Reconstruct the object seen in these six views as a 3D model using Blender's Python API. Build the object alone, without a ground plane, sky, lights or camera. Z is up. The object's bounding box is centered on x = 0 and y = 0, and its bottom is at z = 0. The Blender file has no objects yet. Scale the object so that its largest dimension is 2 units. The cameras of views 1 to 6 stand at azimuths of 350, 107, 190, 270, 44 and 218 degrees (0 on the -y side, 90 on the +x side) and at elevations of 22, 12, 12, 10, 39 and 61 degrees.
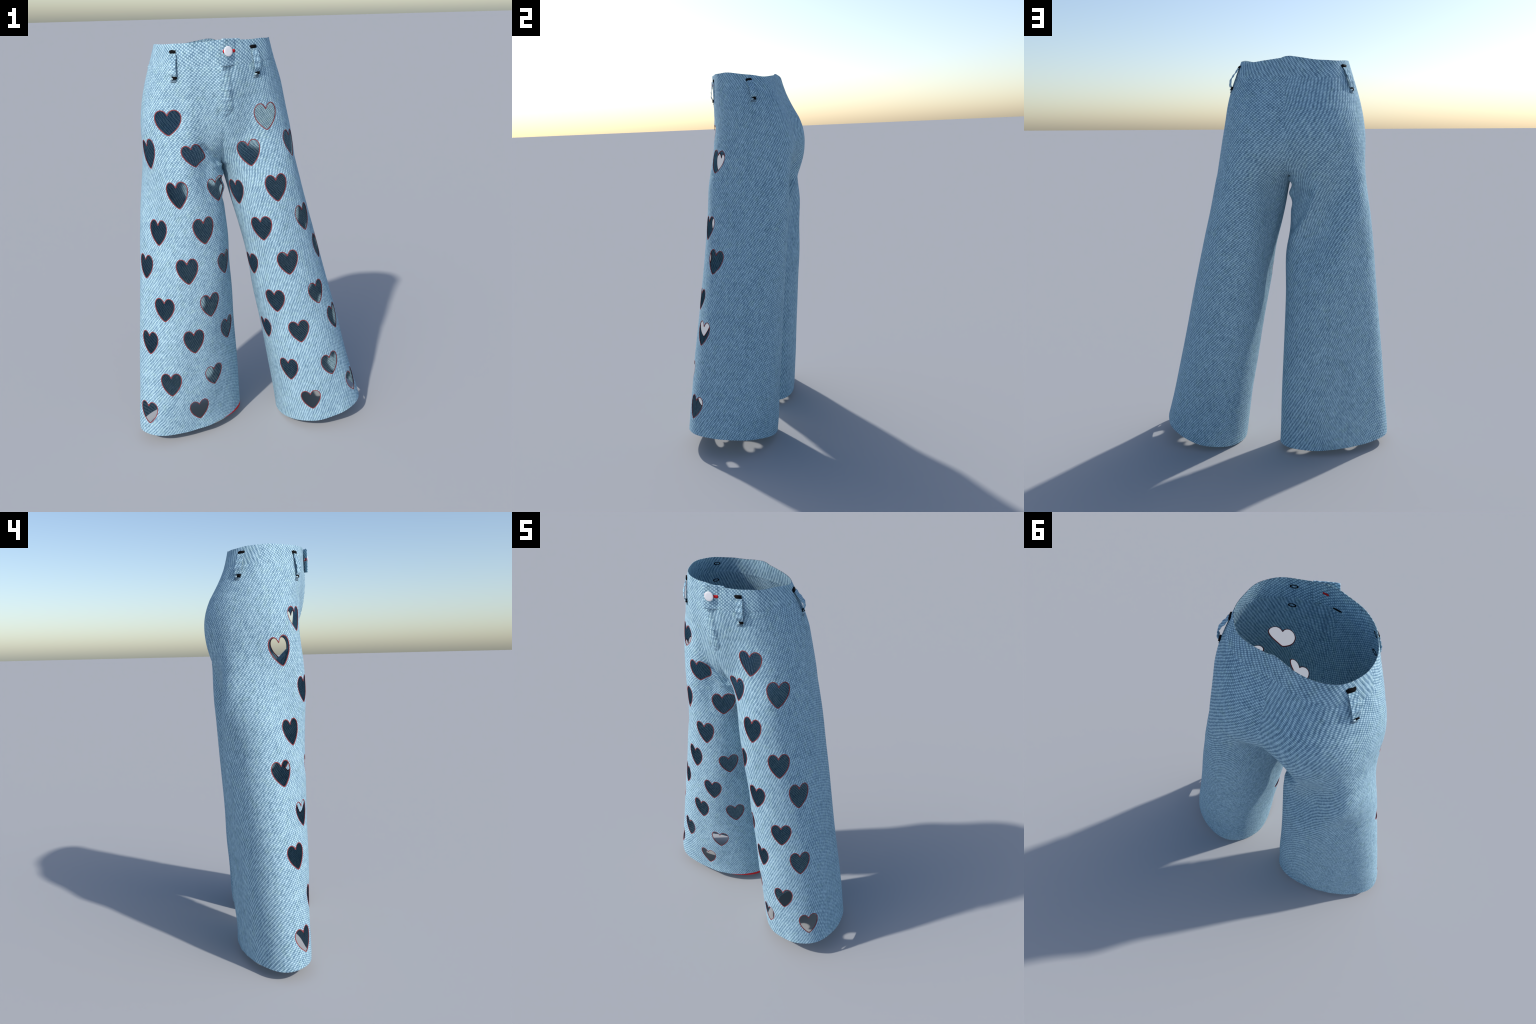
"""Wide-legged light denim jeans, cut with heart-shaped openings on the front.

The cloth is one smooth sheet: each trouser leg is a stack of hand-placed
cross-sections (distance from the leg's axis, every 15 degrees), joined along
the crotch seam.  Hearts, waistband seam and hem binding are then cut into the
sheet, and the sheet gets its thickness last."""
import bpy, math
import numpy as np

THICK = 0.0026            # thickness of the denim
CROTCH = (-0.097, 0.012, 1.434)
XC = CROTCH[0]            # plane of the centre seam

# ------------------------------------------------------------------ sections
# axis of each leg: height, x, y
AXIS = {
    'right': dict(z=(0.0, 0.7, 1.45, 2.0), x=(-.33, -.295, -.265, -.215),
                  zy=(0.0, 1.45, 1.75, 2.0), y=(0.0, 0.0, 0.0, -.03)),
    'left': dict(z=(0.0, 0.7, 1.45, 2.0), x=(.385, .235, .075, .02),
                 zy=(0.0, 1.45, 1.75, 2.0), y=(-.04, 0.0, 0.0, -.03)),
}
# height: radii in millimetres, counter-clockwise from +x
SECTIONS = {
    'right': {
        -0.02: (283, 299, 278, 224, 177, 147, 131, 124, 125, 137, 157, 190, 235, 281, 294, 275, 240, 208, 191, 188, 195, 208, 228, 254),
        0.10: (274, 287, 268, 220, 176, 150, 140, 134, 133, 141, 157, 187, 235, 284, 296, 277, 240, 205, 187, 183, 188, 197, 214, 242),
        0.25: (265, 275, 265, 232, 196, 170, 154, 144, 143, 153, 171, 200, 242, 277, 282, 264, 235, 211, 198, 192, 191, 194, 210, 238),
        0.42: (253, 260, 251, 228, 201, 181, 167, 157, 155, 166, 185, 214, 249, 271, 269, 252, 232, 214, 196, 190, 192, 199, 213, 234),
        0.60: (238, 244, 239, 226, 209, 193, 180, 171, 170, 179, 195, 219, 248, 260, 252, 239, 225, 212, 201, 199, 201, 204, 211, 225),
        0.80: (224, 225, 225, 219, 209, 201, 195, 189, 188, 195, 207, 226, 242, 243, 232, 219, 211, 206, 203, 203, 206, 210, 215, 220),
        0.95: (212, 219, 217, 205, 193, 192, 198, 203, 204, 206, 213, 227, 235, 230, 217, 208, 205, 203, 199, 201, 208, 214, 213, 210),
        1.07: (206, 210, 207, 190, 168, 164, 177, 199, 211, 210, 215, 226, 229, 218, 204, 196, 196, 197, 199, 203, 209, 212, 211, 207),
        1.16: (190, 190, 192, 185, 171, 157, 158, 187, 219, 224, 223, 225, 221, 207, 193, 188, 190, 195, 201, 206, 207, 206, 203, 197),
        1.24: (179, 181, 181, 181, 185, 177, 160, 175, 221, 237, 230, 223, 213, 197, 184, 183, 188, 196, 204, 205, 201, 199, 195, 186),
        1.31: (171, 177, 171, 170, 186, 196, 179, 175, 215, 239, 231, 217, 204, 190, 182, 183, 188, 198, 205, 199, 190, 189, 188, 178),
        1.37: (166, 175, 171, 170, 183, 204, 202, 187, 212, 235, 227, 211, 197, 187, 183, 184, 190, 199, 202, 190, 177, 179, 183, 175),
        1.42: (167, 179, 187, 190, 192, 209, 221, 206, 216, 231, 223, 206, 193, 187, 185, 186, 190, 198, 197, 182, 167, 172, 182, 177),
        1.47: (180, 194, 216, 228, 218, 223, 239, 225, 223, 229, 220, 204, 194, 190, 188, 188, 190, 194, 192, 176, 163, 175, 192, 190),
        1.53: (210, 226, 259, 279, 262, 250, 257, 244, 233, 229, 219, 206, 198, 196, 191, 190, 188, 188, 185, 173, 171, 198, 219, 217),
        1.60: (251, 265, 292, 307, 289, 273, 268, 255, 242, 232, 220, 210, 204, 202, 196, 190, 184, 180, 180, 177, 194, 236, 259, 256),
        1.70: (300, 303, 308, 300, 277, 265, 259, 248, 237, 227, 216, 208, 203, 199, 193, 185, 177, 175, 181, 191, 226, 275, 300, 302),
        1.80: (323, 317, 302, 277, 245, 227, 219, 214, 211, 207, 201, 195, 190, 184, 178, 174, 172, 175, 182, 198, 238, 285, 312, 323),
        1.90: (321, 310, 286, 252, 217, 196, 184, 181, 181, 181, 177, 172, 167, 161, 155, 155, 160, 166, 174, 191, 226, 269, 301, 318),
        2.00: (301, 291, 267, 235, 203, 184, 171, 163, 159, 156, 152, 147, 142, 137, 133, 134, 140, 150, 164, 180, 205, 241, 275, 296),
    },
    'left': {
        -0.02: (257, 250, 245, 242, 236, 234, 238, 246, 250, 247, 239, 230, 221, 214, 212, 213, 215, 218, 224, 234, 249, 261, 267, 264),
        0.10: (247, 241, 240, 243, 242, 243, 246, 253, 253, 244, 230, 218, 210, 208, 210, 214, 217, 220, 223, 231, 247, 261, 265, 256),
        0.25: (236, 233, 237, 246, 251, 251, 250, 252, 249, 237, 221, 208, 199, 198, 202, 208, 212, 216, 222, 231, 243, 254, 254, 244),
        0.42: (230, 229, 234, 244, 254, 258, 256, 252, 243, 228, 211, 198, 192, 193, 198, 204, 209, 217, 225, 233, 238, 241, 240, 235),
        0.60: (226, 225, 230, 242, 251, 254, 253, 250, 237, 218, 199, 187, 183, 184, 189, 194, 201, 208, 215, 223, 228, 231, 232, 230),
        0.80: (218, 220, 228, 240, 251, 256, 257, 247, 226, 204, 188, 178, 175, 179, 186, 192, 198, 205, 211, 214, 215, 215, 217, 218),
        0.95: (212, 216, 225, 239, 252, 260, 260, 244, 215, 188, 171, 163, 165, 174, 181, 184, 190, 201, 206, 207, 207, 208, 210, 211),
        1.07: (206, 211, 222, 237, 252, 262, 261, 240, 204, 175, 163, 162, 163, 166, 174, 180, 190, 200, 201, 202, 204, 206, 206, 206),
        1.16: (202, 207, 219, 235, 252, 264, 262, 235, 195, 168, 160, 162, 165, 169, 174, 181, 190, 197, 200, 200, 202, 205, 204, 201),
        1.24: (197, 204, 215, 233, 253, 267, 264, 228, 185, 160, 155, 161, 168, 170, 172, 179, 187, 194, 198, 199, 200, 203, 201, 197),
        1.31: (195, 201, 213, 230, 252, 270, 262, 219, 175, 154, 152, 162, 170, 168, 167, 173, 183, 190, 194, 197, 200, 203, 200, 194),
        1.37: (193, 200, 212, 228, 249, 269, 259, 215, 176, 162, 161, 167, 170, 165, 165, 170, 178, 185, 189, 194, 201, 203, 198, 192),
        1.42: (192, 199, 211, 225, 246, 267, 259, 222, 192, 187, 184, 178, 172, 167, 168, 173, 176, 179, 182, 189, 198, 202, 196, 190),
        1.47: (191, 198, 208, 222, 242, 264, 263, 240, 226, 229, 220, 199, 183, 178, 180, 181, 176, 173, 175, 182, 192, 197, 193, 189),
        1.53: (189, 195, 203, 217, 237, 259, 268, 266, 271, 283, 266, 232, 208, 203, 205, 201, 181, 167, 167, 174, 181, 187, 187, 187),
        1.60: (185, 190, 198, 211, 229, 250, 265, 276, 292, 310, 299, 268, 245, 239, 242, 232, 196, 168, 163, 168, 172, 176, 178, 182),
        1.70: (176, 182, 190, 203, 217, 231, 244, 258, 276, 302, 310, 301, 290, 286, 284, 268, 226, 185, 170, 168, 165, 164, 165, 170),
        1.80: (165, 171, 182, 194, 201, 207, 215, 226, 246, 277, 301, 311, 313, 309, 300, 279, 241, 199, 173, 162, 156, 152, 152, 157),
        1.90: (142, 149, 161, 171, 175, 180, 186, 196, 218, 252, 285, 306, 314, 310, 293, 265, 229, 191, 163, 149, 142, 138, 136, 138),
        2.00: (121, 125, 133, 138, 143, 152, 162, 176, 200, 236, 269, 292, 301, 295, 274, 241, 204, 170, 146, 134, 128, 125, 123, 122),
    },
}
# height of the hem and of the waist edge round each leg, millimetres, from +x
HEM = {
    'right': (35, 31, 32, 32, 30, 32, 35, 38, 39, 41, 44, 46, 49, 49, 54, 54, 52, 48, 47, 49, 50, 52, 49, 43),
    'left': (104, 99, 92, 83, 70, 54, 39, 30, 20, 9, 1, -3, 0, 8, 20, 31, 41, 49, 60, 74, 88, 101, 106, 107),
}
WAIST = {
    'right': (2008, 2006, 2001, 1995, 1987, 1978, 1970, 1967, 1966, 1967, 1971, 1973, 1976, 1977, 1977, 1978, 1980, 1981, 1983, 1985, 1991, 2000, 2006, 2008),
    'left': (1989, 1983, 1977, 1973, 1968, 1965, 1969, 1974, 1980, 1984, 1988, 1991, 1993, 1994, 1995, 1994, 1992, 1990, 1989, 1990, 1992, 1991, 1991, 1992),
}
# centre seam from the crotch up: (y, z)
FRONT_RISE = [(.012, 1.434), (-.025, 1.438), (-.050, 1.447), (-.070, 1.462), (-.088, 1.48),
              (-.107, 1.5), (-.130, 1.524), (-.150, 1.553), (-.172, 1.6), (-.186, 1.65),
              (-.198, 1.7), (-.214, 1.8), (-.214, 1.9), (-.209, 1.992)]
BACK_RISE = [(.012, 1.434), (.06, 1.438), (.10, 1.445), (.135, 1.455), (.165, 1.47), (.190, 1.488),
             (.212, 1.51), (.229, 1.535), (.241, 1.565), (.248, 1.6), (.246, 1.65),
             (.236, 1.7), (.206, 1.8), (.169, 1.9), (.147, 1.987)]

# hearts: notch point, tip point, half widths to the wearer's right / left (m),
# and how far the left lobe is dragged down by a fold
HEARTS = {
    'right': [
        (-0.339, -0.152, 1.684, -0.338, -0.161, 1.600, 0.0630, 0.0630, 0.00),
        (-0.439, -0.077, 1.544, -0.424, -0.093, 1.444, 0.0520, 0.0550, 0.00),
        (-0.246, -0.182, 1.536, -0.228, -0.179, 1.457, 0.0440, 0.0640, 0.45),
        (-0.326, -0.190, 1.368, -0.315, -0.193, 1.272, 0.0515, 0.0515, 0.00),
        (-0.136, -0.129, 1.365, -0.128, -0.130, 1.280, 0.0520, 0.0660, 0.00),
        (-0.418, -0.122, 1.177, -0.421, -0.134, 1.083, 0.0515, 0.0515, 0.00),
        (-0.211, -0.197, 1.192, -0.207, -0.193, 1.092, 0.0515, 0.0515, 0.00),
        (-0.491, -0.077, 0.995, -0.495, -0.090, 0.904, 0.0515, 0.0515, 0.00),
        (-0.301, -0.201, 0.996, -0.297, -0.198, 0.897, 0.0515, 0.0515, 0.00),
        (-0.112, -0.129, 0.996, -0.111, -0.123, 0.907, 0.0515, 0.0515, 0.00),
        (-0.422, -0.170, 0.793, -0.424, -0.179, 0.701, 0.0515, 0.0515, 0.00),
        (-0.199, -0.184, 0.800, -0.198, -0.177, 0.704, 0.0515, 0.0515, 0.00),
        (-0.507, -0.136, 0.608, -0.510, -0.150, 0.516, 0.0515, 0.0515, 0.00),
        (-0.291, -0.203, 0.617, -0.290, -0.190, 0.517, 0.0515, 0.0515, 0.00),
        (-0.112, -0.101, 0.624, -0.112, -0.096, 0.531, 0.0515, 0.0515, 0.00),
        (-0.420, -0.202, 0.388, -0.420, -0.199, 0.287, 0.0515, 0.0515, 0.00),
        (-0.198, -0.157, 0.387, -0.196, -0.154, 0.298, 0.0515, 0.0515, 0.00),
        (-0.545, -0.164, 0.218, -0.548, -0.180, 0.126, 0.0515, 0.0515, 0.00),
        (-0.286, -0.189, 0.204, -0.285, -0.178, 0.114, 0.0515, 0.0515, 0.00),
    ],
    'left': [
        (0.100, -0.161, 1.694, 0.104, -0.162, 1.603, 0.0560, 0.0550, 0.00),
        (0.015, -0.160, 1.534, 0.027, -0.170, 1.444, 0.0515, 0.0515, 0.00),
        (0.219, -0.097, 1.560, 0.232, -0.116, 1.467, 0.0540, 0.0530, 0.00),
        (0.135, -0.190, 1.372, 0.144, -0.200, 1.275, 0.0515, 0.0515, 0.00),
        (-0.039, -0.096, 1.339, -0.025, -0.102, 1.249, 0.0570, 0.0510, 0.00),
        (0.060, -0.185, 1.174, 0.072, -0.190, 1.083, 0.0515, 0.0515, 0.00),
        (0.271, -0.151, 1.208, 0.287, -0.160, 1.110, 0.0515, 0.0515, 0.00),
        (0.182, -0.215, 1.000, 0.193, -0.225, 0.908, 0.0515, 0.0515, 0.00),
        (0.021, -0.097, 0.964, 0.034, -0.106, 0.880, 0.0515, 0.0515, 0.00),
        (0.351, -0.088, 1.036, 0.373, -0.108, 0.938, 0.0515, 0.0515, 0.00),
        (0.119, -0.192, 0.790, 0.134, -0.191, 0.697, 0.0515, 0.0515, 0.00),
        (0.330, -0.193, 0.817, 0.348, -0.205, 0.728, 0.0515, 0.0515, 0.00),
        (0.086, -0.099, 0.598, 0.102, -0.113, 0.517, 0.0515, 0.0515, 0.00),
        (0.232, -0.232, 0.626, 0.247, -0.242, 0.535, 0.0515, 0.0515, 0.00),
        (0.430, -0.154, 0.657, 0.450, -0.168, 0.559, 0.0515, 0.0515, 0.00),
        (0.186, -0.204, 0.397, 0.201, -0.203, 0.298, 0.0515, 0.0515, 0.00),
        (0.396, -0.243, 0.423, 0.411, -0.248, 0.329, 0.0515, 0.0515, 0.00),
        (0.532, -0.181, 0.272, 0.555, -0.197, 0.182, 0.0515, 0.0515, 0.00),
        (0.295, -0.247, 0.216, 0.309, -0.252, 0.131, 0.0515, 0.0515, 0.00),
    ],
}


def spline(xs, ys, x):
    """natural cubic spline; ys may have several columns"""
    xs = np.asarray(xs, float); ys = np.asarray(ys)
    n = len(xs); h = np.diff(xs)
    A = np.zeros((n, n)); rhs = np.zeros((n,) + ys.shape[1:], ys.dtype)
    A[0, 0] = A[-1, -1] = 1
    for i in range(1, n - 1):
        A[i, i - 1:i + 2] = h[i - 1], 2 * (h[i - 1] + h[i]), h[i]
        rhs[i] = 6 * ((ys[i + 1] - ys[i]) / h[i] - (ys[i] - ys[i - 1]) / h[i - 1])
    m = np.linalg.solve(A, rhs)
    x = np.clip(x, xs[0], xs[-1])
    k = np.clip(np.searchsorted(xs, x) - 1, 0, n - 2)
    sh = (slice(None),) + (None,) * (ys.ndim - 1)
    a = ((xs[k + 1] - x) / h[k])[sh]; b = ((x - xs[k]) / h[k])[sh]; hh = h[k][sh]
    return a * ys[k] + b * ys[k + 1] + ((a**3 - a) * m[k] + (b**3 - b) * m[k + 1]) * hh * hh / 6


def wave_sum(c, n, th):
    """evaluate a periodic profile from its Fourier coefficients"""
    out = c[..., 0].real / n
    for k in range(1, c.shape[-1]):
        w = 1.0 if 2 * k == n else 2.0
        out = out + w / n * (c[..., k] * np.exp(1j * k * th)).real
    return out


class Leg:
    def __init__(self, side):
        self.side = side
        self.ax = AXIS[side]
        zs = sorted(SECTIONS[side])
        prof = np.array([SECTIONS[side][z] for z in zs], float) / 1000
        self.n = prof.shape[1]
        self.zs = zs
        self.co = np.fft.rfft(prof, axis=1)
        self.hem_c = np.fft.rfft(np.array(HEM[side]) / 1000.0)
        self.waist_c = np.fft.rfft(np.array(WAIST[side]) / 1000.0)

    def axis(self, z):
        return np.interp(z, self.ax['z'], self.ax['x']), np.interp(z, self.ax['zy'], self.ax['y'])

    def radius(self, th, z):
        return wave_sum(spline(self.zs, self.co, z), self.n, th)

    def hem(self, th):
        return wave_sum(self.hem_c[None, :], len(HEM[self.side]), th)

    def waist(self, th):
        return wave_sum(self.waist_c[None, :], len(WAIST[self.side]), th)

    def point(self, th, z):
        r = self.radius(th, z); cx, cy = self.axis(z)
        return np.stack([cx + r * np.cos(th), cy + r * np.sin(th), z], -1)


def smooth(t):
    t = np.clip(t, 0, 1)
    return t * t * (3 - 2 * t)


NU, NL, NH = 288, 300, 132      # cells round a leg, below and above the crotch


def rise(ctrl, n):
    """points on a rise, evenly spaced along it"""
    c = np.array(ctrl)
    t = np.r_[0, np.cumsum(np.hypot(*np.diff(c, axis=0).T))]
    d = spline(t, c, np.linspace(0, t[-1], 400))
    s = np.r_[0, np.cumsum(np.hypot(*np.diff(d, axis=0).T))]
    q = np.linspace(0, s[-1], n)
    return np.stack([np.interp(q, s, d[:, 0]), np.interp(q, s, d[:, 1])], -1)


def leg_grid(leg):
    """rows from hem to waist, columns from the front seam round the outside to the back seam"""
    left = leg.side == 'left'
    u = np.linspace(0, 1, NU + 1)
    sgn = 1.0 if left else -1.0                    # sense of rotation, seen from above
    start = -math.pi if left else 0.0
    rows = []; kind = []
    # below the crotch: closed rings
    th = start + sgn * 2 * math.pi * u
    cth = np.cos(th)
    hem = leg.hem(th)
    cross = np.array(CROTCH)
    base = leg.point(th[:1], np.array([CROTCH[2]]))[0]
    for j in range(NL):
        v = j / NL
        z = hem + (CROTCH[2] - hem) * v
        p = leg.point(th, z)
        d = np.minimum(u, 1 - u)
        w = smooth(1 - d / 0.10) * smooth(1 - (CROTCH[2] - z) / 0.16)
        p[:, :2] += w[:, None] * (cross - base)[:2]
        rows.append(p)
    # above: half rings that end on the front and back rise
    F = rise(FRONT_RISE, NH + 1); Bk = rise(BACK_RISE, NH + 1)
    af = smooth(1 - u / 0.42); ab = smooth(1 - (1 - u) / 0.42)
    grid_th = []
    for j in range(NH + 1):
        v = j / NH
        fz, bz = F[j, 1], Bk[j, 1]
        zo = CROTCH[2] + v * (1.985 - CROTCH[2])
        z = af * fz + ab * bz + (1 - af - ab) * zo
        cx, cy = leg.axis(np.array([fz, bz]))
        tf = math.atan2(F[j, 0] - cy[0], XC - cx[0]); tb = math.atan2(Bk[j, 0] - cy[1], XC - cx[1])
        if left:
            while tf > 0: tf -= 2 * math.pi
            while tb < 0: tb += 2 * math.pi
        else:
            while tf > 0.5 : tf -= 2 * math.pi
            if j < 6 and tf < -1.5: tf += 2 * math.pi
            while tb > 0: tb -= 2 * math.pi
            while tb < -2 * math.pi - .5: tb += 2 * math.pi
        t = tf + (tb - tf) * u
        top = leg.waist(t)
        if j == 0:
            delta_top = None
        grid_th.append(t)
        rows.append((t, z, v, fz, bz, F[j, 0], Bk[j, 0]))
    # stretch the upper rows so that the last one lies on the waist edge
    last = rows[-1]
    lift = leg.waist(last[0]) - last[1]
    lift[0] = lift[-1] = 0
    lift = lift * smooth(u / .03) * smooth((1 - u) / .03)
    for i in range(NL, len(rows)):
        t, z, v, fz, bz, fy, by = rows[i]
        z = z + lift * smooth(v)
        p = leg.point(t, z)
        d0 = np.array([XC, fy, fz]) - p[0]; d1 = np.array([XC, by, bz]) - p[-1]
        p += smooth(1 - u / .10)[:, None] * d0 + smooth(1 - (1 - u) / .10)[:, None] * d1
        rows[i] = p
    return np.array(rows)


# ------------------------------------------------------------------ the sheet
def build_sheet():
    V = []; Q = []; part = []
    def add(p):
        V.append(p); return len(V) - 1
    seam_f = {}; seam_b = {}
    for side in ('right', 'left'):
        G = leg_grid(Leg(side))
        nr, nc = G.shape[:2]
        idx = np.zeros((nr, nc), int)
        for i in range(nr):
            for j in range(nc):
                if i < NL and j == nc - 1:
                    idx[i, j] = idx[i, 0]
                elif i == NL and j in (0, nc - 1):
                    if 'c' not in seam_f: seam_f['c'] = add(np.array(CROTCH))
                    idx[i, j] = seam_f['c']
                elif i > NL and j == 0 and i in seam_f:
                    idx[i, j] = seam_f[i]
                elif i > NL and j == nc - 1 and i in seam_b:
                    idx[i, j] = seam_b[i]
                else:
                    idx[i, j] = add(G[i, j])
                    if i > NL and j == 0: seam_f[i] = idx[i, j]
                    if i > NL and j == nc - 1: seam_b[i] = idx[i, j]
        a = idx[:-1, :-1].ravel(); b = idx[:-1, 1:].ravel(); c = idx[1:, 1:].ravel(); d = idx[1:, :-1].ravel()
        q = np.stack([a, b, c, d], 1)
        if side == 'right': q = q[:, ::-1]
        up = np.repeat(np.arange(nr - 1) >= NL, nc - 1)
        Q.append(q); part.append(np.where(up, 2, 0) + (0 if side == 'right' else 1))
    return np.array(V), np.concatenate(Q), np.concatenate(part)


def vertex_normals(V, Q):
    n = np.cross(V[Q[:, 2]] - V[Q[:, 0]], V[Q[:, 3]] - V[Q[:, 1]])
    N = np.zeros_like(V)
    for k in range(4): np.add.at(N, Q[:, k], n)
    return N / np.maximum(np.linalg.norm(N, axis=1), 1e-12)[:, None]


def relief(V, N):
    """fly placket on the wearer's right front lapping over the left, waistband seam, soft folds"""
    x, y, z = V.T
    front = smooth((-y - .02) / .05)
    # edge of the fly: straight from the band, curving in at the bottom
    fly_x = np.interp(z, [1.655, 1.68, 1.71, 1.80, 1.87, 1.90], [-.115, -.075, -.054, -.060, -.068, -.070])
    lap = smooth((fly_x - x) / .016 + .5) * smooth(1 - (fly_x - x - .01) / .06)
    lap *= smooth((z - 1.655) / .05) * smooth((1.90 - z) / .02)
    pucker = .85 + .35 * np.sin(z * 230 + 5 * np.sin(z * 71))
    d = .006 * lap * pucker * front
    # small dimples under the bar tack and beside the stitching
    for px, pz, r, h in ((-.112, 1.685, .013, -.005), (-.13, 1.76, .008, -.003), (-.072, 1.70, .02, -.003),
                         (-.055, 1.75, .02, -.002), (-.064, 1.83, .02, -.0025)):
        d += h * front * np.exp(-(((x - px) / r) ** 2 + ((z - pz) / (r * 1.5)) ** 2))
    # gathers in the cloth inside the wearer's right thigh, just below the crotch
    inner = smooth((N[:, 0] - .25) / .4) * smooth((.11 - abs(y + .01)) / .06) * (x < XC + .04) * (x > XC - .12)
    for fz, fr, fh in ((1.402, .011, .010), (1.374, .013, -.010), (1.335, .018, .010), (1.285, .024, -.006)):
        d += fh * inner * np.exp(-((z - fz - .25 * (y + .02)) / fr) ** 2)
    # tuck that runs from the crotch up across the right thigh, beside the heart there
    ax_, az_, bx_, bz_ = -.112, 1.440, -.208, 1.545
    ln = math.hypot(bx_ - ax_, bz_ - az_)
    along = ((x - ax_) * (bx_ - ax_) + (z - az_) * (bz_ - az_)) / ln
    across = ((x - ax_) * (bz_ - az_) - (z - az_) * (bx_ - ax_)) / ln
    tuck = smooth((-y - .03) / .06) * smooth((along + .01) / .03) * smooth((ln + .015 - along) / .05)
    d += tuck * (-.015 * np.exp(-((across - .008) / .014) ** 2) + .006 * np.exp(-((across + .016) / .014) ** 2))
    # drape fold that runs from the seat of the right leg down to the inner knee
    fx, fz_ = np.array([-.083, -.116, -.161, -.195, -.221, -.241]), np.array([1.093, 1.153, 1.213, 1.27, 1.342, 1.405])
    edge = np.interp(z, fz_, fx)                     # the fold's crest at this height
    off_ = (edge - x) * np.interp(z, [1.1, 1.25, 1.4], [.66, .74, .9])   # distance outward of the crest
    fold = smooth((y - .02) / .06) * (x < XC + .03) * smooth((z - 1.085) / .05) * smooth((1.43 - z) / .07)
    d += fold * (.009 * np.exp(-((off_ - .008) / .016) ** 2) - .010 * np.exp(-((off_ + .022) / .018) ** 2))
    # pulled-in seam under the waistband
    seam = z - SEAM(x, y)
    d -= .0010 * np.exp(-(seam / .005) ** 2) * (1 + .5 * np.sin(240 * (x - y)))
    d += .0012 * (np.sin(9 * z + 6 * x) * np.sin(7 * x - 5 * y + 4 * z))
    return V + N * d[:, None]


def SEAM(x, y):
    return 1.889 + .013 * smooth((y + .02) / .3) * np.exp(-((x - XC) / .09) ** 2) + .012 * smooth((x - .02) / .14)


# heart outline, right half: notch (0, 0) to tip (0, -1), widest at 1
HEART_PROFILE = [(0, 0), (.07, .10), (.20, .20), (.36, .262), (.54, .275), (.72, .235), (.88, .14), (.97, .02),
                 (1.0, -.11), (.97, -.25), (.89, -.41), (.75, -.575), (.56, -.73), (.36, -.86), (.17, -.96), (0, -1.02)]


def heart_outline(h, wl, wr, sag=0.0):
    pr = np.array(HEART_PROFILE)
    t = np.r_[0, np.cumsum(np.hypot(*np.diff(pr, axis=0).T))]
    d = spline(t, pr, np.linspace(0, t[-1], 48))
    R = np.stack([d[:, 0], d[:, 1] - sag * d[:, 0] ** 2], 1) * [wr, h]; L = d[::-1][1:-1] * [-wl, h]
    return np.concatenate([R, L])


def polygon_sdf(P, poly):
    """signed distance, negative inside"""
    best = np.full(len(P), 1e9); inside = np.zeros(len(P), bool)
    for a, b in zip(poly, np.roll(poly, -1, 0)):
        e = b - a; w = P - a
        s = np.clip((w @ e) / (e @ e), 0, 1)
        best = np.minimum(best, np.hypot(*(w - s[:, None] * e).T))
        c = ((a[1] <= P[:, 1]) & (b[1] > P[:, 1])) | ((b[1] <= P[:, 1]) & (a[1] > P[:, 1]))
        with np.errstate(divide='ignore', invalid='ignore'):
            xi = a[0] + (P[:, 1] - a[1]) * e[0] / e[1]
        inside ^= c & (P[:, 0] < xi)
    return np.where(inside, -best, best)


def heart_fields(V, N):
    F = np.full(len(V), 1.0); ID = np.full(len(V), -1)
    k = 0
    for side, rows in HEARTS.items():
        for (nx, ny, nz, tx, ty, tz, wl, wr, sag) in rows:
            nt = np.array([nx, ny, nz]); tp = np.array([tx, ty, tz]); mid = (nt + tp) / 2
            i = np.linalg.norm(V - mid, axis=1).argmin()
            n = N[i]
            up = nt - tp; h = np.linalg.norm(up); up = up / h
            rt = np.cross(up, n); rt /= np.linalg.norm(rt); n = np.cross(rt, up)
            near = np.where((np.linalg.norm(V - V[i], axis=1) < .13) & (N @ n > .05) & (abs((V - V[i]) @ n) < .075))[0]
            loc = np.stack([(V[near] - nt) @ rt, (V[near] - nt) @ up], 1)
            f = polygon_sdf(loc, heart_outline(h, wl, wr, sag))
            m = f < F[near]
            F[near[m]] = f[m]; ID[near[m]] = k
            k += 1
    return F, ID


# ------------------------------------------------------------------ cutting
class Soup:
    """polygons over a growing vertex table; each vertex carries position, normal and cutting fields"""
    def __init__(self, A):
        self.A = A; self.extra = []; self.n = len(A)

    def row(self, i):
        return self.A[i] if i < len(self.A) else self.extra[i - len(self.A)]

    def new(self, r):
        self.extra.append(r); self.n += 1
        return self.n - 1

    def split(self, polys, col, iso):
        """polys -> (below iso, above iso)"""
        lo, hi = [], []; cache = {}
        for tag, pl in polys:
            f = [self.row(i)[col] - iso for i in pl]
            f = [1e-9 if abs(x) < 1e-9 else x for x in f]
            if all(x > 0 for x in f): hi.append((tag, pl)); continue
            if all(x < 0 for x in f): lo.append((tag, pl)); continue
            a, b = [], []
            m = len(pl)
            for i in range(m):
                p, q = pl[i], pl[(i + 1) % m]; fp, fq = f[i], f[(i + 1) % m]
                (b if fp > 0 else a).append(p)
                if (fp > 0) != (fq > 0):
                    key = (min(p, q), max(p, q))
                    if key not in cache:
                        t = fp / (fp - fq)
                        cache[key] = self.new(self.row(p) * (1 - t) + self.row(q) * t)
                    a.append(cache[key]); b.append(cache[key])
            if len(a) > 2: lo.append((tag, a))
            if len(b) > 2: hi.append((tag, b))
        return lo, hi


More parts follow.
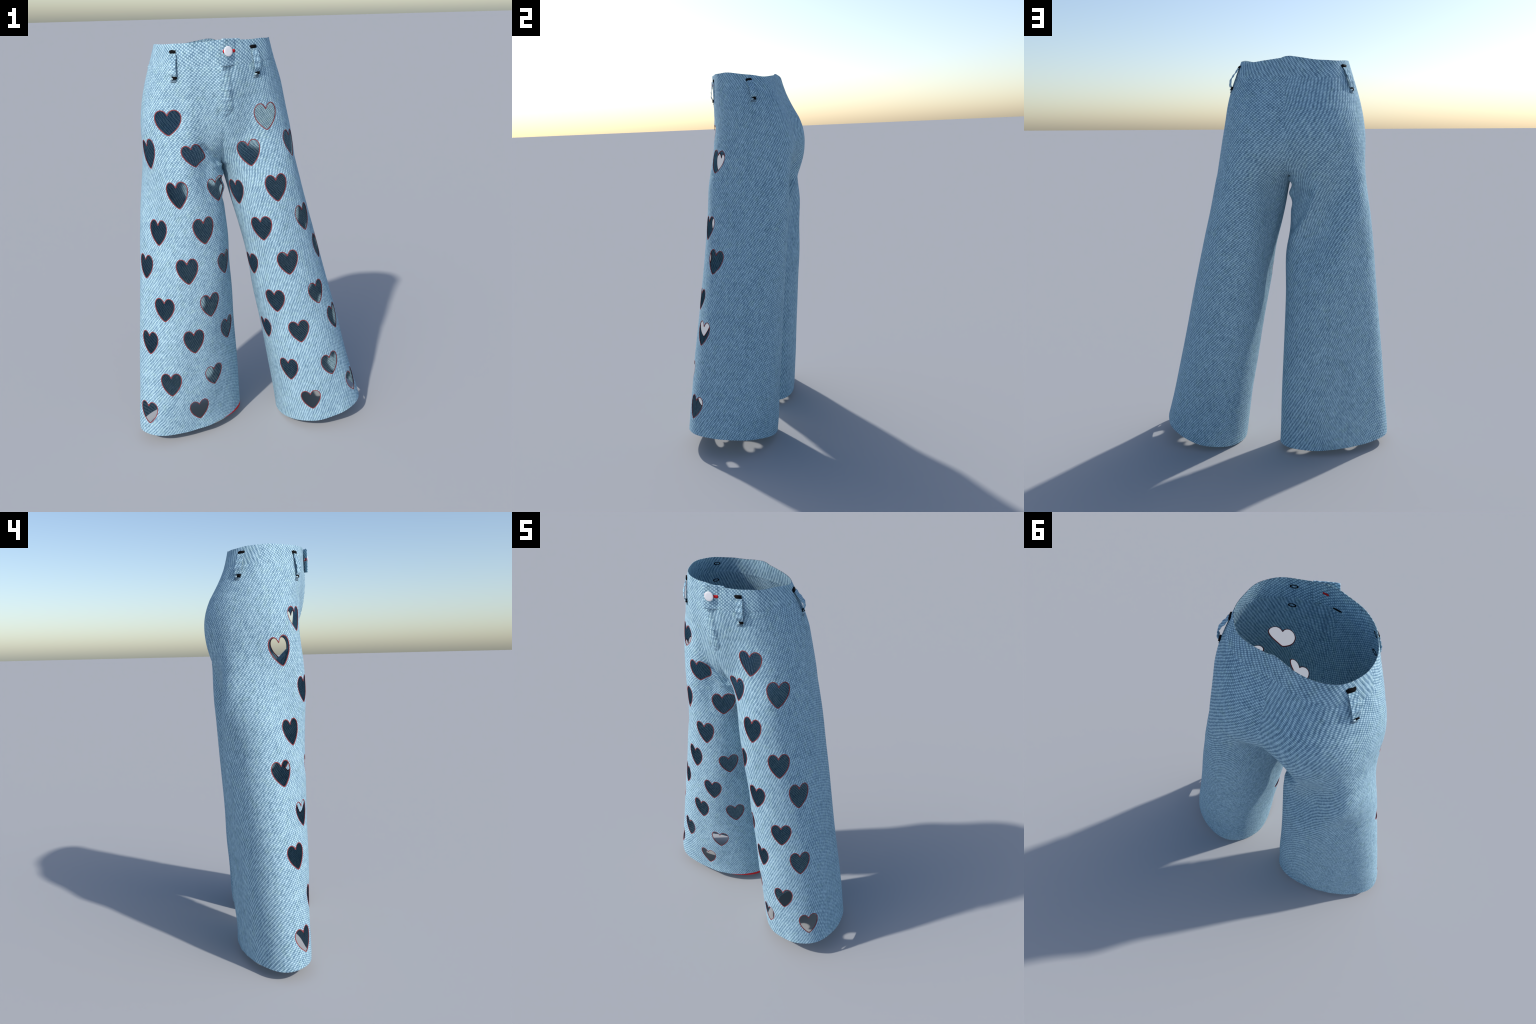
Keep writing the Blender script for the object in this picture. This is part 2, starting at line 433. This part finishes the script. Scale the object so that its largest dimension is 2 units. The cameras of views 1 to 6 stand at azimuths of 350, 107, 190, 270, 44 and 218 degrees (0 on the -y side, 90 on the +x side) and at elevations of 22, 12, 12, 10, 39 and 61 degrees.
# ------------------------------------------------------------------ materials
def nodes_of(mat):
    mat.use_nodes = True
    nt = mat.node_tree
    for n in list(nt.nodes): nt.nodes.remove(n)
    return nt


class Net:
    def __init__(self, mat):
        self.nt = nodes_of(mat)

    def node(self, kind, **kw):
        n = self.nt.nodes.new(kind)
        for k, v in kw.items(): setattr(n, k, v)
        return n

    def link(self, a, b): self.nt.links.new(a, b)

    def math(self, op, a, b=None, c=None):
        n = self.node('ShaderNodeMath', operation=op)
        for k, v in enumerate((a, b, c)):
            if v is None: continue
            if isinstance(v, (int, float)): n.inputs[k].default_value = v
            else: self.link(v, n.inputs[k])
        return n.outputs[0]

    def curve(self, fac, pts):
        """piecewise linear map of fac (already 0..1)"""
        n = self.node('ShaderNodeFloatCurve')
        c = n.mapping.curves[0]
        n.mapping.use_clip = False
        while len(c.points) < len(pts): c.points.new(.5, .5)
        for p, (a, b) in zip(c.points, pts):
            p.location = (a, b); p.handle_type = 'VECTOR'
        n.mapping.update()
        self.link(fac, n.inputs['Value'])
        return n.outputs[0]


def principled(net, rough=.85, spec=.25):
    b = net.node('ShaderNodeBsdfPrincipled')
    b.inputs['Roughness'].default_value = rough
    b.inputs['Specular IOR Level'].default_value = spec
    o = net.node('ShaderNodeOutputMaterial')
    net.link(b.outputs[0], o.inputs[0])
    return b


DARK = (.095, .182, .268); MID = (.248, .402, .515); LIGHT = (.51, .70, .775)


def denim(name, side='left', axis=None, girth=None, turn=0.0, scale=1.0):
    """twill: short pale warp floats stepping up in diagonal rows over a darker blue ground,
    laid round the axis of the leg (axis) or round the waist"""
    mat = bpy.data.materials.new(name); net = Net(mat)
    tc = net.node('ShaderNodeTexCoord')
    sep = net.node('ShaderNodeSeparateXYZ'); net.link(tc.outputs['Object'], sep.inputs[0])
    x, y, z = sep.outputs
    zn = net.math('DIVIDE', z, 2.0)

    def around(dx, dy, girth):
        """distance round, from the outer side seam (or, round the waist, from the left)"""
        if side == 'right':
            dx = net.math('MULTIPLY', dx, -1.0); dy = net.math('MULTIPLY', dy, -1.0)
        ang = net.math('ARCTAN2', dy, dx)
        g = net.math('MULTIPLY', net.curve(zn, [(a / 2, b / 2) for a, b in girth]), 2.0)
        return net.math('MULTIPLY', net.math('DIVIDE', ang, 2 * math.pi), g)
    hip = around(net.math('SUBTRACT', x, XC), net.math('MULTIPLY', y, 1.35),
                 [(0, 1.85), (1.5, 1.85), (1.75, 1.72), (1.9, 1.5), (2.0, 1.4)])
    if axis:
        cx = net.curve(zn, [(a / 2, b + .5) for a, b in zip(axis['z'], axis['x'])])
        cy = net.curve(zn, [(a / 2, b + .5) for a, b in zip(axis['zy'], axis['y'])])
        leg = around(net.math('SUBTRACT', x, net.math('SUBTRACT', cx, .5)),
                     net.math('SUBTRACT', y, net.math('SUBTRACT', cy, .5)), girth)
        # the cloth passes from hanging round the leg to wrapping the hips
        mr = net.node('ShaderNodeMapRange', interpolation_type='SMOOTHSTEP')
        mr.inputs['From Min'].default_value = 1.34; mr.inputs['From Max'].default_value = 1.62
        net.link(z, mr.inputs['Value'])
        s = net.math('ADD', leg, net.math('MULTIPLY', mr.outputs[0], net.math('SUBTRACT', hip, leg)))
    else:
        s = hip
    # slight wander of the threads
    nz = net.node('ShaderNodeTexNoise'); nz.inputs['Scale'].default_value = 34
    nz.inputs['Detail'].default_value = 2
    net.link(tc.outputs['Object'], nz.inputs['Vector'])
    wob = net.math('MULTIPLY', net.math('SUBTRACT', nz.outputs[0], .5), .009)
    s = net.math('ADD', s, wob)
    c, sn = math.cos(turn), math.sin(turn)
    p = net.math('ADD', net.math('MULTIPLY', s, c), net.math('MULTIPLY', z, sn))
    q = net.math('SUBTRACT', net.math('MULTIPLY', z, c), net.math('MULTIPLY', s, sn))

    def wave(kx, kz, amp):
        ph = net.math('ADD', net.math('MULTIPLY', p, kx * 2 * math.pi / scale),
                      net.math('MULTIPLY', q, kz * 2 * math.pi / scale))
        return net.math('MULTIPLY', net.math('COSINE', ph), amp)
    # rows 13.5 mm apart; along a row the floats step (4, 6.5) mm
    w = net.math('ADD', wave(74, -46, .20), wave(74, 108, .17))
    w = net.math('ADD', w, wave(0, 154, .09))
    slub = net.node('ShaderNodeMapping'); slub.inputs['Scale'].default_value = (1, 1, .5)
    net.link(tc.outputs['Object'], slub.inputs['Vector'])
    fine = net.node('ShaderNodeTexNoise'); fine.inputs['Scale'].default_value = 95
    fine.inputs['Detail'].default_value = 2.5
    net.link(slub.outputs[0], fine.inputs['Vector'])
    w = net.math('ADD', w, net.math('MULTIPLY', net.math('SUBTRACT', fine.outputs[0], .5), .72))
    big = net.node('ShaderNodeTexNoise'); big.inputs['Scale'].default_value = 17
    big.inputs['Detail'].default_value = 3
    net.link(tc.outputs['Object'], big.inputs['Vector'])
    w = net.math('ADD', w, net.math('MULTIPLY', net.math('SUBTRACT', big.outputs[0], .5), .18))
    w = net.math('ADD', w, .5)
    ramp = net.node('ShaderNodeValToRGB')
    e = ramp.color_ramp.elements
    e[0].position = .13; e[0].color = (*DARK, 1)
    e[1].position = .87; e[1].color = (*LIGHT, 1)
    m = e.new(.5); m.color = (*MID, 1)
    net.link(w, ramp.inputs[0])
    # greenish-grey cast in places
    cast = net.node('ShaderNodeTexNoise'); cast.inputs['Scale'].default_value = 38
    net.link(tc.outputs['Object'], cast.inputs['Vector'])
    mix = net.node('ShaderNodeMix', data_type='RGBA', blend_type='MULTIPLY')
    cr = net.math('MULTIPLY', net.math('SUBTRACT', cast.outputs[0], .5), 2.4)
    cr.node.use_clamp = True
    net.link(cr, mix.inputs['Factor'])
    net.link(ramp.outputs[0], mix.inputs['A']); mix.inputs['B'].default_value = (.97, .98, .86, 1)
    b = principled(net, .9, .15)
    net.link(mix.outputs['Result'], b.inputs['Base Color'])
    bump = net.node('ShaderNodeBump'); bump.inputs['Strength'].default_value = .25
    bump.inputs['Distance'].default_value = .002
    net.link(w, bump.inputs['Height']); net.link(bump.outputs[0], b.inputs['Normal'])
    return mat


def plain(name, col, rough=.7, spec=.3, grain=0.0, gscale=200):
    mat = bpy.data.materials.new(name); net = Net(mat)
    b = principled(net, rough, spec)
    tc = net.node('ShaderNodeTexCoord')
    nz = net.node('ShaderNodeTexNoise'); nz.inputs['Scale'].default_value = gscale
    net.link(tc.outputs['Object'], nz.inputs['Vector'])
    ramp = net.node('ShaderNodeValToRGB')
    e = ramp.color_ramp.elements
    e[0].position = .3; e[0].color = (*[c * (1 - grain) for c in col], 1)
    e[1].position = .7; e[1].color = (*[min(1, c * (1 + grain)) for c in col], 1)
    net.link(nz.outputs[0], ramp.inputs[0]); net.link(ramp.outputs[0], b.inputs['Base Color'])
    return mat


# ------------------------------------------------------------------ assembly
scene = bpy.context.scene
root = bpy.data.objects.new('trousers', None)
scene.collection.objects.link(root)
root['label'] = 'wide-legged light blue denim jeans with heart-shaped cutouts'
root['category'] = 'jeans'


def add_object(name, verts, faces, mat, parent, normals=None, smooth_shade=True, kind=None):
    me = bpy.data.meshes.new(name)
    me.from_pydata([tuple(v) for v in verts], [], [tuple(f) for f in faces])
    me.polygons.foreach_set('use_smooth', [smooth_shade] * len(me.polygons))
    me.materials.append(mat)
    me.update()
    if normals is not None:
        me.normals_split_custom_set_from_vertices([tuple(n) for n in normals])
    ob = bpy.data.objects.new(name, me)
    scene.collection.objects.link(ob)
    ob.parent = parent
    if kind: ob['kind'] = kind
    return ob


M_RIGHT = denim('denim_right_leg', 'right', AXIS['right'], [(0, 1.48), (.8, 1.36), (1.43, 1.27), (2.0, 1.25)])
M_LEFT = denim('denim_left_leg', 'left', AXIS['left'], [(0, 1.51), (.8, 1.37), (1.43, 1.28), (2.0, 1.25)])
M_BAND = denim('denim_waistband', turn=math.radians(75), scale=1.05)
M_RED = plain('red_stitching', (.24, .047, .050), .75, .2, .15, 500)
M_TAPE = plain('red_hem_tape', (.62, .010, .014), .7, .2, .05)
M_BLACK = plain('black_bar_tack', (.004, .004, .005), .8, .1, .2)
M_OCCLUSION = plain('denim_darkened_occlusion', (.16, .24, .30), .9, .1, .35, 260)
M_FRAY = plain('frayed_thread', (.42, .56, .62), .9, .1, .3, 300)
M_BUTTON = plain('white_plastic', (.80, .78, .80), .35, .4, .01)

V, Q, part = build_sheet()
N = vertex_normals(V, Q)
V = relief(V, N)
N = vertex_normals(V, Q)
HF, HID = heart_fields(V, N)

# height of the red binding inside the right hem, as a field: negative where it shows
right = Leg('right')
cx, cy = right.axis(V[:, 2])
th = np.degrees(np.arctan2(V[:, 1] - cy, V[:, 0] - cx))
tape = (V[:, 2] - right.hem(np.radians(th))) - np.interp(th, [-40, -30, -18, -8, 6, 14], [-.002, .003, .007, .015, .017, -.002])
tape = np.where((abs(th) < 60) & (V[:, 0] < XC + .1) & (V[:, 2] < .3), tape, 1.0)
BAND = V[:, 2] - SEAM(V[:, 0], V[:, 1])

soup = Soup(np.concatenate([V, N, HF[:, None], BAND[:, None], tape[:, None]], 1))
HOLE, EDGE = -.0022, .0018
qh = HF[Q]; qb = BAND[Q]; qt = tape[Q]
plain_h = (qh > EDGE).all(1)
dead = (qh < HOLE).all(1)
simple = plain_h & ((qb > 0).all(1) | (qb < 0).all(1)) & ((qt > 0).all(1) | (qt < 0).all(1))
groups = {}


def put(key, poly): groups.setdefault(key, []).append(poly)


def cloth_key(tag, pl):
    r = [soup.row(i) for i in pl]
    if np.mean([a[8] for a in r]) < 0: return ('tape',)
    if np.mean([a[7] for a in r]) > 0: return ('band',)
    return ('cloth', tag)


sidx = np.where(simple)[0]
isband = qb[sidx].mean(1) > 0; istape = qt[sidx].mean(1) < 0
for i, bnd, tp in zip(sidx, isband, istape):
    put(('tape',) if tp else ('band',) if bnd else ('cloth', int(part[i])), [int(v) for v in Q[i]])
rest = [((int(part[i]), int(HID[Q[i]].max())), [int(v) for v in dict.fromkeys(Q[i])]) for i in np.where(~simple & ~dead)[0]]
_, rest = soup.split(rest, 6, HOLE)
ring, rest = soup.split(rest, 6, EDGE)
for tag, pl in ring: put(('heart', tag[1], tag[0]), pl)
lo, hi = soup.split(rest, 7, 0.0)
for tag, pl in hi: put(('band',), pl)
tp, lo = soup.split(lo, 8, 0.0)
for tag, pl in tp: put(('tape',), pl)
for tag, pl in lo: put(('cloth', tag[0]), pl)

A = np.concatenate([soup.A, np.array(soup.extra)]) if soup.extra else soup.A
PV, PN = A[:, :3], A[:, 3:6]
PN = PN / np.maximum(np.linalg.norm(PN, axis=1), 1e-9)[:, None]
# open edges (hems, waist, heart openings) get a wall between the two faces of the cloth
use = {}
for pls in groups.values():
    for pl in pls:
        for a, b in zip(pl, pl[1:] + pl[:1]):
            k = (a, b) if a < b else (b, a)
            use[k] = use.get(k, 0) + 1


def cloth_object(name, polys, mat, parent):
    ids = sorted({i for p in polys for i in p}); mp = {g: k for k, g in enumerate(ids)}; n = len(ids)
    vo = PV[ids]; no = PN[ids]
    verts = np.concatenate([vo, vo - no * THICK]); norms = np.concatenate([no, -no])
    faces = []; wall = []
    for p in polys:
        q = [mp[i] for i in p]
        faces.append(q); faces.append([i + n for i in reversed(q)])
        for a, b in zip(p, p[1:] + p[:1]):
            if use[(a, b) if a < b else (b, a)] == 1:
                wall.append([mp[b], mp[a], mp[a] + n, mp[b] + n])
    return add_object(name, verts, faces + wall, mat, parent, norms)


mats = {0: M_RIGHT, 1: M_LEFT, 2: M_RIGHT, 3: M_LEFT}
names = {0: 'trouser_leg', 1: 'trouser_leg', 2: 'hip_panel', 3: 'hip_panel'}
panels = {k: cloth_object(names[k], groups[('cloth', k)], mats[k], root) for k in range(4)}
band = cloth_object('waistband', groups[('band',)], M_BAND, root)
if ('tape',) in groups:
    cloth_object('hem_tape', groups[('tape',)], M_TAPE, panels[0])
hearts = {}
for key, pls in groups.items():
    if key[0] == 'heart': hearts.setdefault(key[1], {}).setdefault(key[2], []).extend(pls)
for hid, d in sorted(hearts.items()):
    owner = max(d, key=lambda k: len(d[k]))
    cloth_object('heart_edging', [p for pls in d.values() for p in pls], M_RED, panels[owner])


# ------------------------------------------------------------------ waistband details
def surface_at(x=None, z=None, near=None):
    i = np.linalg.norm(V - np.array(near), axis=1).argmin()
    return V[i], N[i]


def ribbon(centres, sides, outs, half, thick):
    """a strip of cloth along centres; sides and outs are unit vectors"""
    verts = []; faces = []
    for c, s, o in zip(centres, sides, outs):
        for a, b in ((-1, 0), (1, 0), (1, 1), (-1, 1)):
            verts.append(c + s * half * a + o * thick * b)
    n = len(centres)
    for i in range(n - 1):
        for k in range(4):
            a = i * 4 + k; b = i * 4 + (k + 1) % 4
            faces.append([a, b, b + 4, a + 4])
    faces.append([3, 2, 1, 0]); faces.append([4 * n - 4, 4 * n - 3, 4 * n - 2, 4 * n - 1])
    return verts, faces


def bar(p, n, up, w, h, d, sink, rag=0.0, seed=1):
    """small ragged stitched bar lying on the cloth"""
    rng = np.random.default_rng(seed)
    n = n / np.linalg.norm(n); up = up - n * (up @ n); up /= np.linalg.norm(up)
    s = np.cross(up, n)
    seg = 18
    out = []
    for k in range(seg):                          # rounded oblong
        a = 2 * math.pi * k / seg
        ca, sa = math.cos(a), math.sin(a)
        k_ = 1 + rag * rng.uniform(-1, 1)
        out.append((math.copysign(abs(ca) ** .45, ca) * w / 2 * k_, math.copysign(abs(sa) ** .45, sa) * h / 2 * k_))
    verts = [p + s * a + up * b - n * sink for a, b in out] + [p + s * a * .9 + up * b * .85 + n * d for a, b in out]
    faces = [list(range(seg, 2 * seg))] + [list(range(seg))[::-1]]
    for k in range(seg): faces.append([k, (k + 1) % seg, seg + (k + 1) % seg, seg + k])
    return verts, faces


def loop_stitch_inside(p, n, up, w, h):
    """thread outline showing on the inside of the band"""
    n = n / np.linalg.norm(n); up = up - n * (up @ n); up /= np.linalg.norm(up); s = np.cross(up, n)
    verts = []; faces = []
    seg = 20
    for k in range(seg):
        a = 2 * math.pi * k / seg
        ca, sa = math.cos(a), math.sin(a)
        for r in (1.0, .66):
            for dn in (-.0005, .0012):
                verts.append(p + s * ca * w * r + up * sa * h * r - n * (THICK + dn))
    for k in range(seg):
        j = (k + 1) % seg
        a, b = 4 * k, 4 * j
        faces += [[a, b, b + 1, a + 1], [a + 1, b + 1, b + 3, a + 3], [a + 3, b + 3, b + 2, a + 2], [a + 2, b + 2, b, a]]
    return verts, faces


LOOPS = [  # top and bottom anchor, stand-off
    ((-.293, -.158, 1.941), (-.299, -.171, 1.848), .009, M_RIGHT),
    ((.053, -.166, 1.951), (.061, -.168, 1.855), .009, M_LEFT),
    ((-.357, .082, 1.934), (-.390, .097, 1.839), .008, M_RIGHT),
    ((.147, .075, 1.941), (.174, .102, 1.851), .015, M_LEFT),
]
for top, bot, off, mat in LOOPS:
    pt, nt_ = surface_at(near=top); pb, nb = surface_at(near=bot)
    cs, ss, os_ = [], [], []
    for k in range(25):
        t = .97 * k / 24
        base = pt * (1 - t) + pb * t; n = nt_ * (1 - t) + nb * t; n /= np.linalg.norm(n)
        rise_ = .0012 * math.sin(23 * t + 40 * top[0]) + .0015 + off * (math.sin(math.pi * t ** 1.7) ** .8) + .0005
        upv = (pt - pb) / np.linalg.norm(pt - pb)
        side = np.cross(upv, n); side /= np.linalg.norm(side)
        cs.append(base + n * rise_ + n * .002); ss.append(side); os_.append(n)
    v, f = ribbon(cs, ss, os_, .0160, .0026)
    lo_ = add_object('belt_loop', v, f, mat, root, smooth_shade=False)
    upv = pt - pb
    k = LOOPS.index((top, bot, off, mat))
    across = np.cross(upv, nb) / np.linalg.norm(upv)
    # black patches at the loop ends; grey plate below paints soft occlusion shade
    v, f = bar(pt + upv * .075 - across * .003, nt_, upv, .032, .0165, .0046, .001, .16, 11 + k)
    add_object('bar_tack', v, f, M_BLACK, lo_)
    v, f = bar(pb + across * .003 - upv * .03, nb, upv, .021, .0150, .0066, .001, .22, 31 + k)
    add_object('bar_tack', v, f, M_BLACK, lo_)
    v, f = bar(pb - across * .004 - upv * .17, nb, upv, .026, .012, .0012, .001, .30, 51 + k)
    add_object('painted_occlusion', v, f, M_OCCLUSION, lo_)
    v, f = bar(pb - across * .008 - upv * .07, nb, upv, .011, .007, .0075, .001, .25, 71 + k)
    add_object('frayed_end', v, f, M_FRAY, lo_)
    for p, n in ((pt, nt_), (pb, nb)):
        v, f = loop_stitch_inside(p, n, upv, .016, .009)
        add_object('inner_stitching', v, f, M_BLACK, lo_)


# free end of the left waistband, lapping over the right and standing off a little
def flap_point(x, z, out=0.0):
    p, n = surface_at(near=(x, -.2, z))
    y = np.interp(x, FLAP_X, FLAP_Y) + (z - 1.94) * .02
    return np.array([x, y - out, z])


xs_probe = np.linspace(-.105, .0, 8)
FLAP_X = xs_probe
FLAP_Y = np.array([V[np.linalg.norm(V - np.array([x, -.2, 1.94]), axis=1).argmin(), 1] for x in xs_probe])
FLAP_Y = FLAP_Y + .0045 - .0075 * smooth((-.012 - xs_probe) / .04) - .019 * smooth((-.035 - xs_probe) / .07)
verts = []; faces = []
nx, nz = 22, 20
for i in range(nx + 1):
    for j in range(nz + 1):
        x = -.094 + (.094 - .012) * i / nx
        zt = 1.9965 - .002 * i / nx; zb = 1.884 + .006 * i / nx
        z = zb + (zt - zb) * j / nz
        x2 = x - .010 * (1 - j / nz) * (1 - i / nx)
        verts.append(flap_point(x2, z))
m = len(verts)
verts += [v + np.array([0, .0026, 0]) for v in verts]
for i in range(nx):
    for j in range(nz):
        a = i * (nz + 1) + j; b = a + nz + 1
        faces.append([a, b, b + 1, a + 1]); faces.append([m + a, m + a + 1, m + b + 1, m + b])
rim = [i * (nz + 1) for i in range(nx + 1)] + [nx * (nz + 1) + j for j in range(1, nz + 1)] + \
      [i * (nz + 1) + nz for i in range(nx - 1, -1, -1)] + [j for j in range(nz - 1, 0, -1)]
for a, b in zip(rim, rim[1:] + rim[:1]): faces.append([b, a, a + m, b + m])
flap = add_object('waistband_end', verts, faces, M_BAND, root)


def patch(pts_fn, x0, x1, z0, z1, n=10, thick=.0012):
    v = []; f = []
    for i in range(n + 1):
        for j in (0, 1):
            for k in (0, 1):
                v.append(pts_fn(x0 + (x1 - x0) * i / n, z0 + (z1 - z0) * j, thick * (1 - k)))
    for i in range(n):
        a = 4 * i; b = a + 4
        f += [[a, b, b + 2, a + 2], [a + 1, a + 3, b + 3, b + 1], [a, a + 1, b + 1, b], [a + 2, b + 2, b + 3, a + 3]]
    f += [[0, 2, 3, 1], [4 * n, 4 * n + 1, 4 * n + 3, 4 * n + 2]]
    return v, f


v, f = patch(lambda x, z, o: flap_point(x, z, o + .0004), -.0915, -.036, 1.940, 1.9525)
add_object('buttonhole', v, f, M_TAPE, flap)
v, f = patch(lambda x, z, o: flap_point(x, z, -.0030 - .0008 + o), -.0925, -.066, 1.940, 1.9525)
add_object('buttonhole', v, f, M_TAPE, flap)
v, f = patch(lambda x, z, o: np.array([x, np.interp(x, [-.12, -.03], [-.2035, -.2015]), z]) + [0, -o, 0], -.068, -.044, 1.942, 1.950)
add_object('buttonhole', v, f, M_TAPE, band)

# slit where the fly is left open under the band, seen from inside
sp, sn = surface_at(near=(-.096, -.205, 1.893))
v, f = bar(sp - sn * THICK, -sn, np.array([.12, 0, 1.0]), .052, .009, .0010, .0005, .25, 5)
add_object('fly_slit', v, f, M_BLACK, band)

# button: turned disc with a rounded rim on a short shank
bn = np.array([.42, -.90, .08]); bn /= np.linalg.norm(bn)
bc = np.array([-.0705, np.interp(-.0705, FLAP_X, FLAP_Y) - .0005, 1.9455])
upv = np.array([0, 0, 1.0]); sx = np.cross(upv, bn); sx /= np.linalg.norm(sx); sy = np.cross(bn, sx)
prof = [(.0, -.004), (.008, -.004), (.008, .003), (.0190, .003), (.0205, .0037), (.0210, .0050), (.0205, .0063), (.0188, .0070), (.010, .0071), (0, .0071)]
verts = []; faces = []; seg = 40
for r, h in prof:
    for k in range(seg):
        a = 2 * math.pi * k / seg
        verts.append(bc + sx * r * math.cos(a) + sy * r * math.sin(a) + bn * h)
for i in range(len(prof) - 1):
    for k in range(seg):
        j = (k + 1) % seg
        faces.append([i * seg + k, i * seg + j, (i + 1) * seg + j, (i + 1) * seg + k])
btn = add_object('button', verts, faces, M_BUTTON, flap)
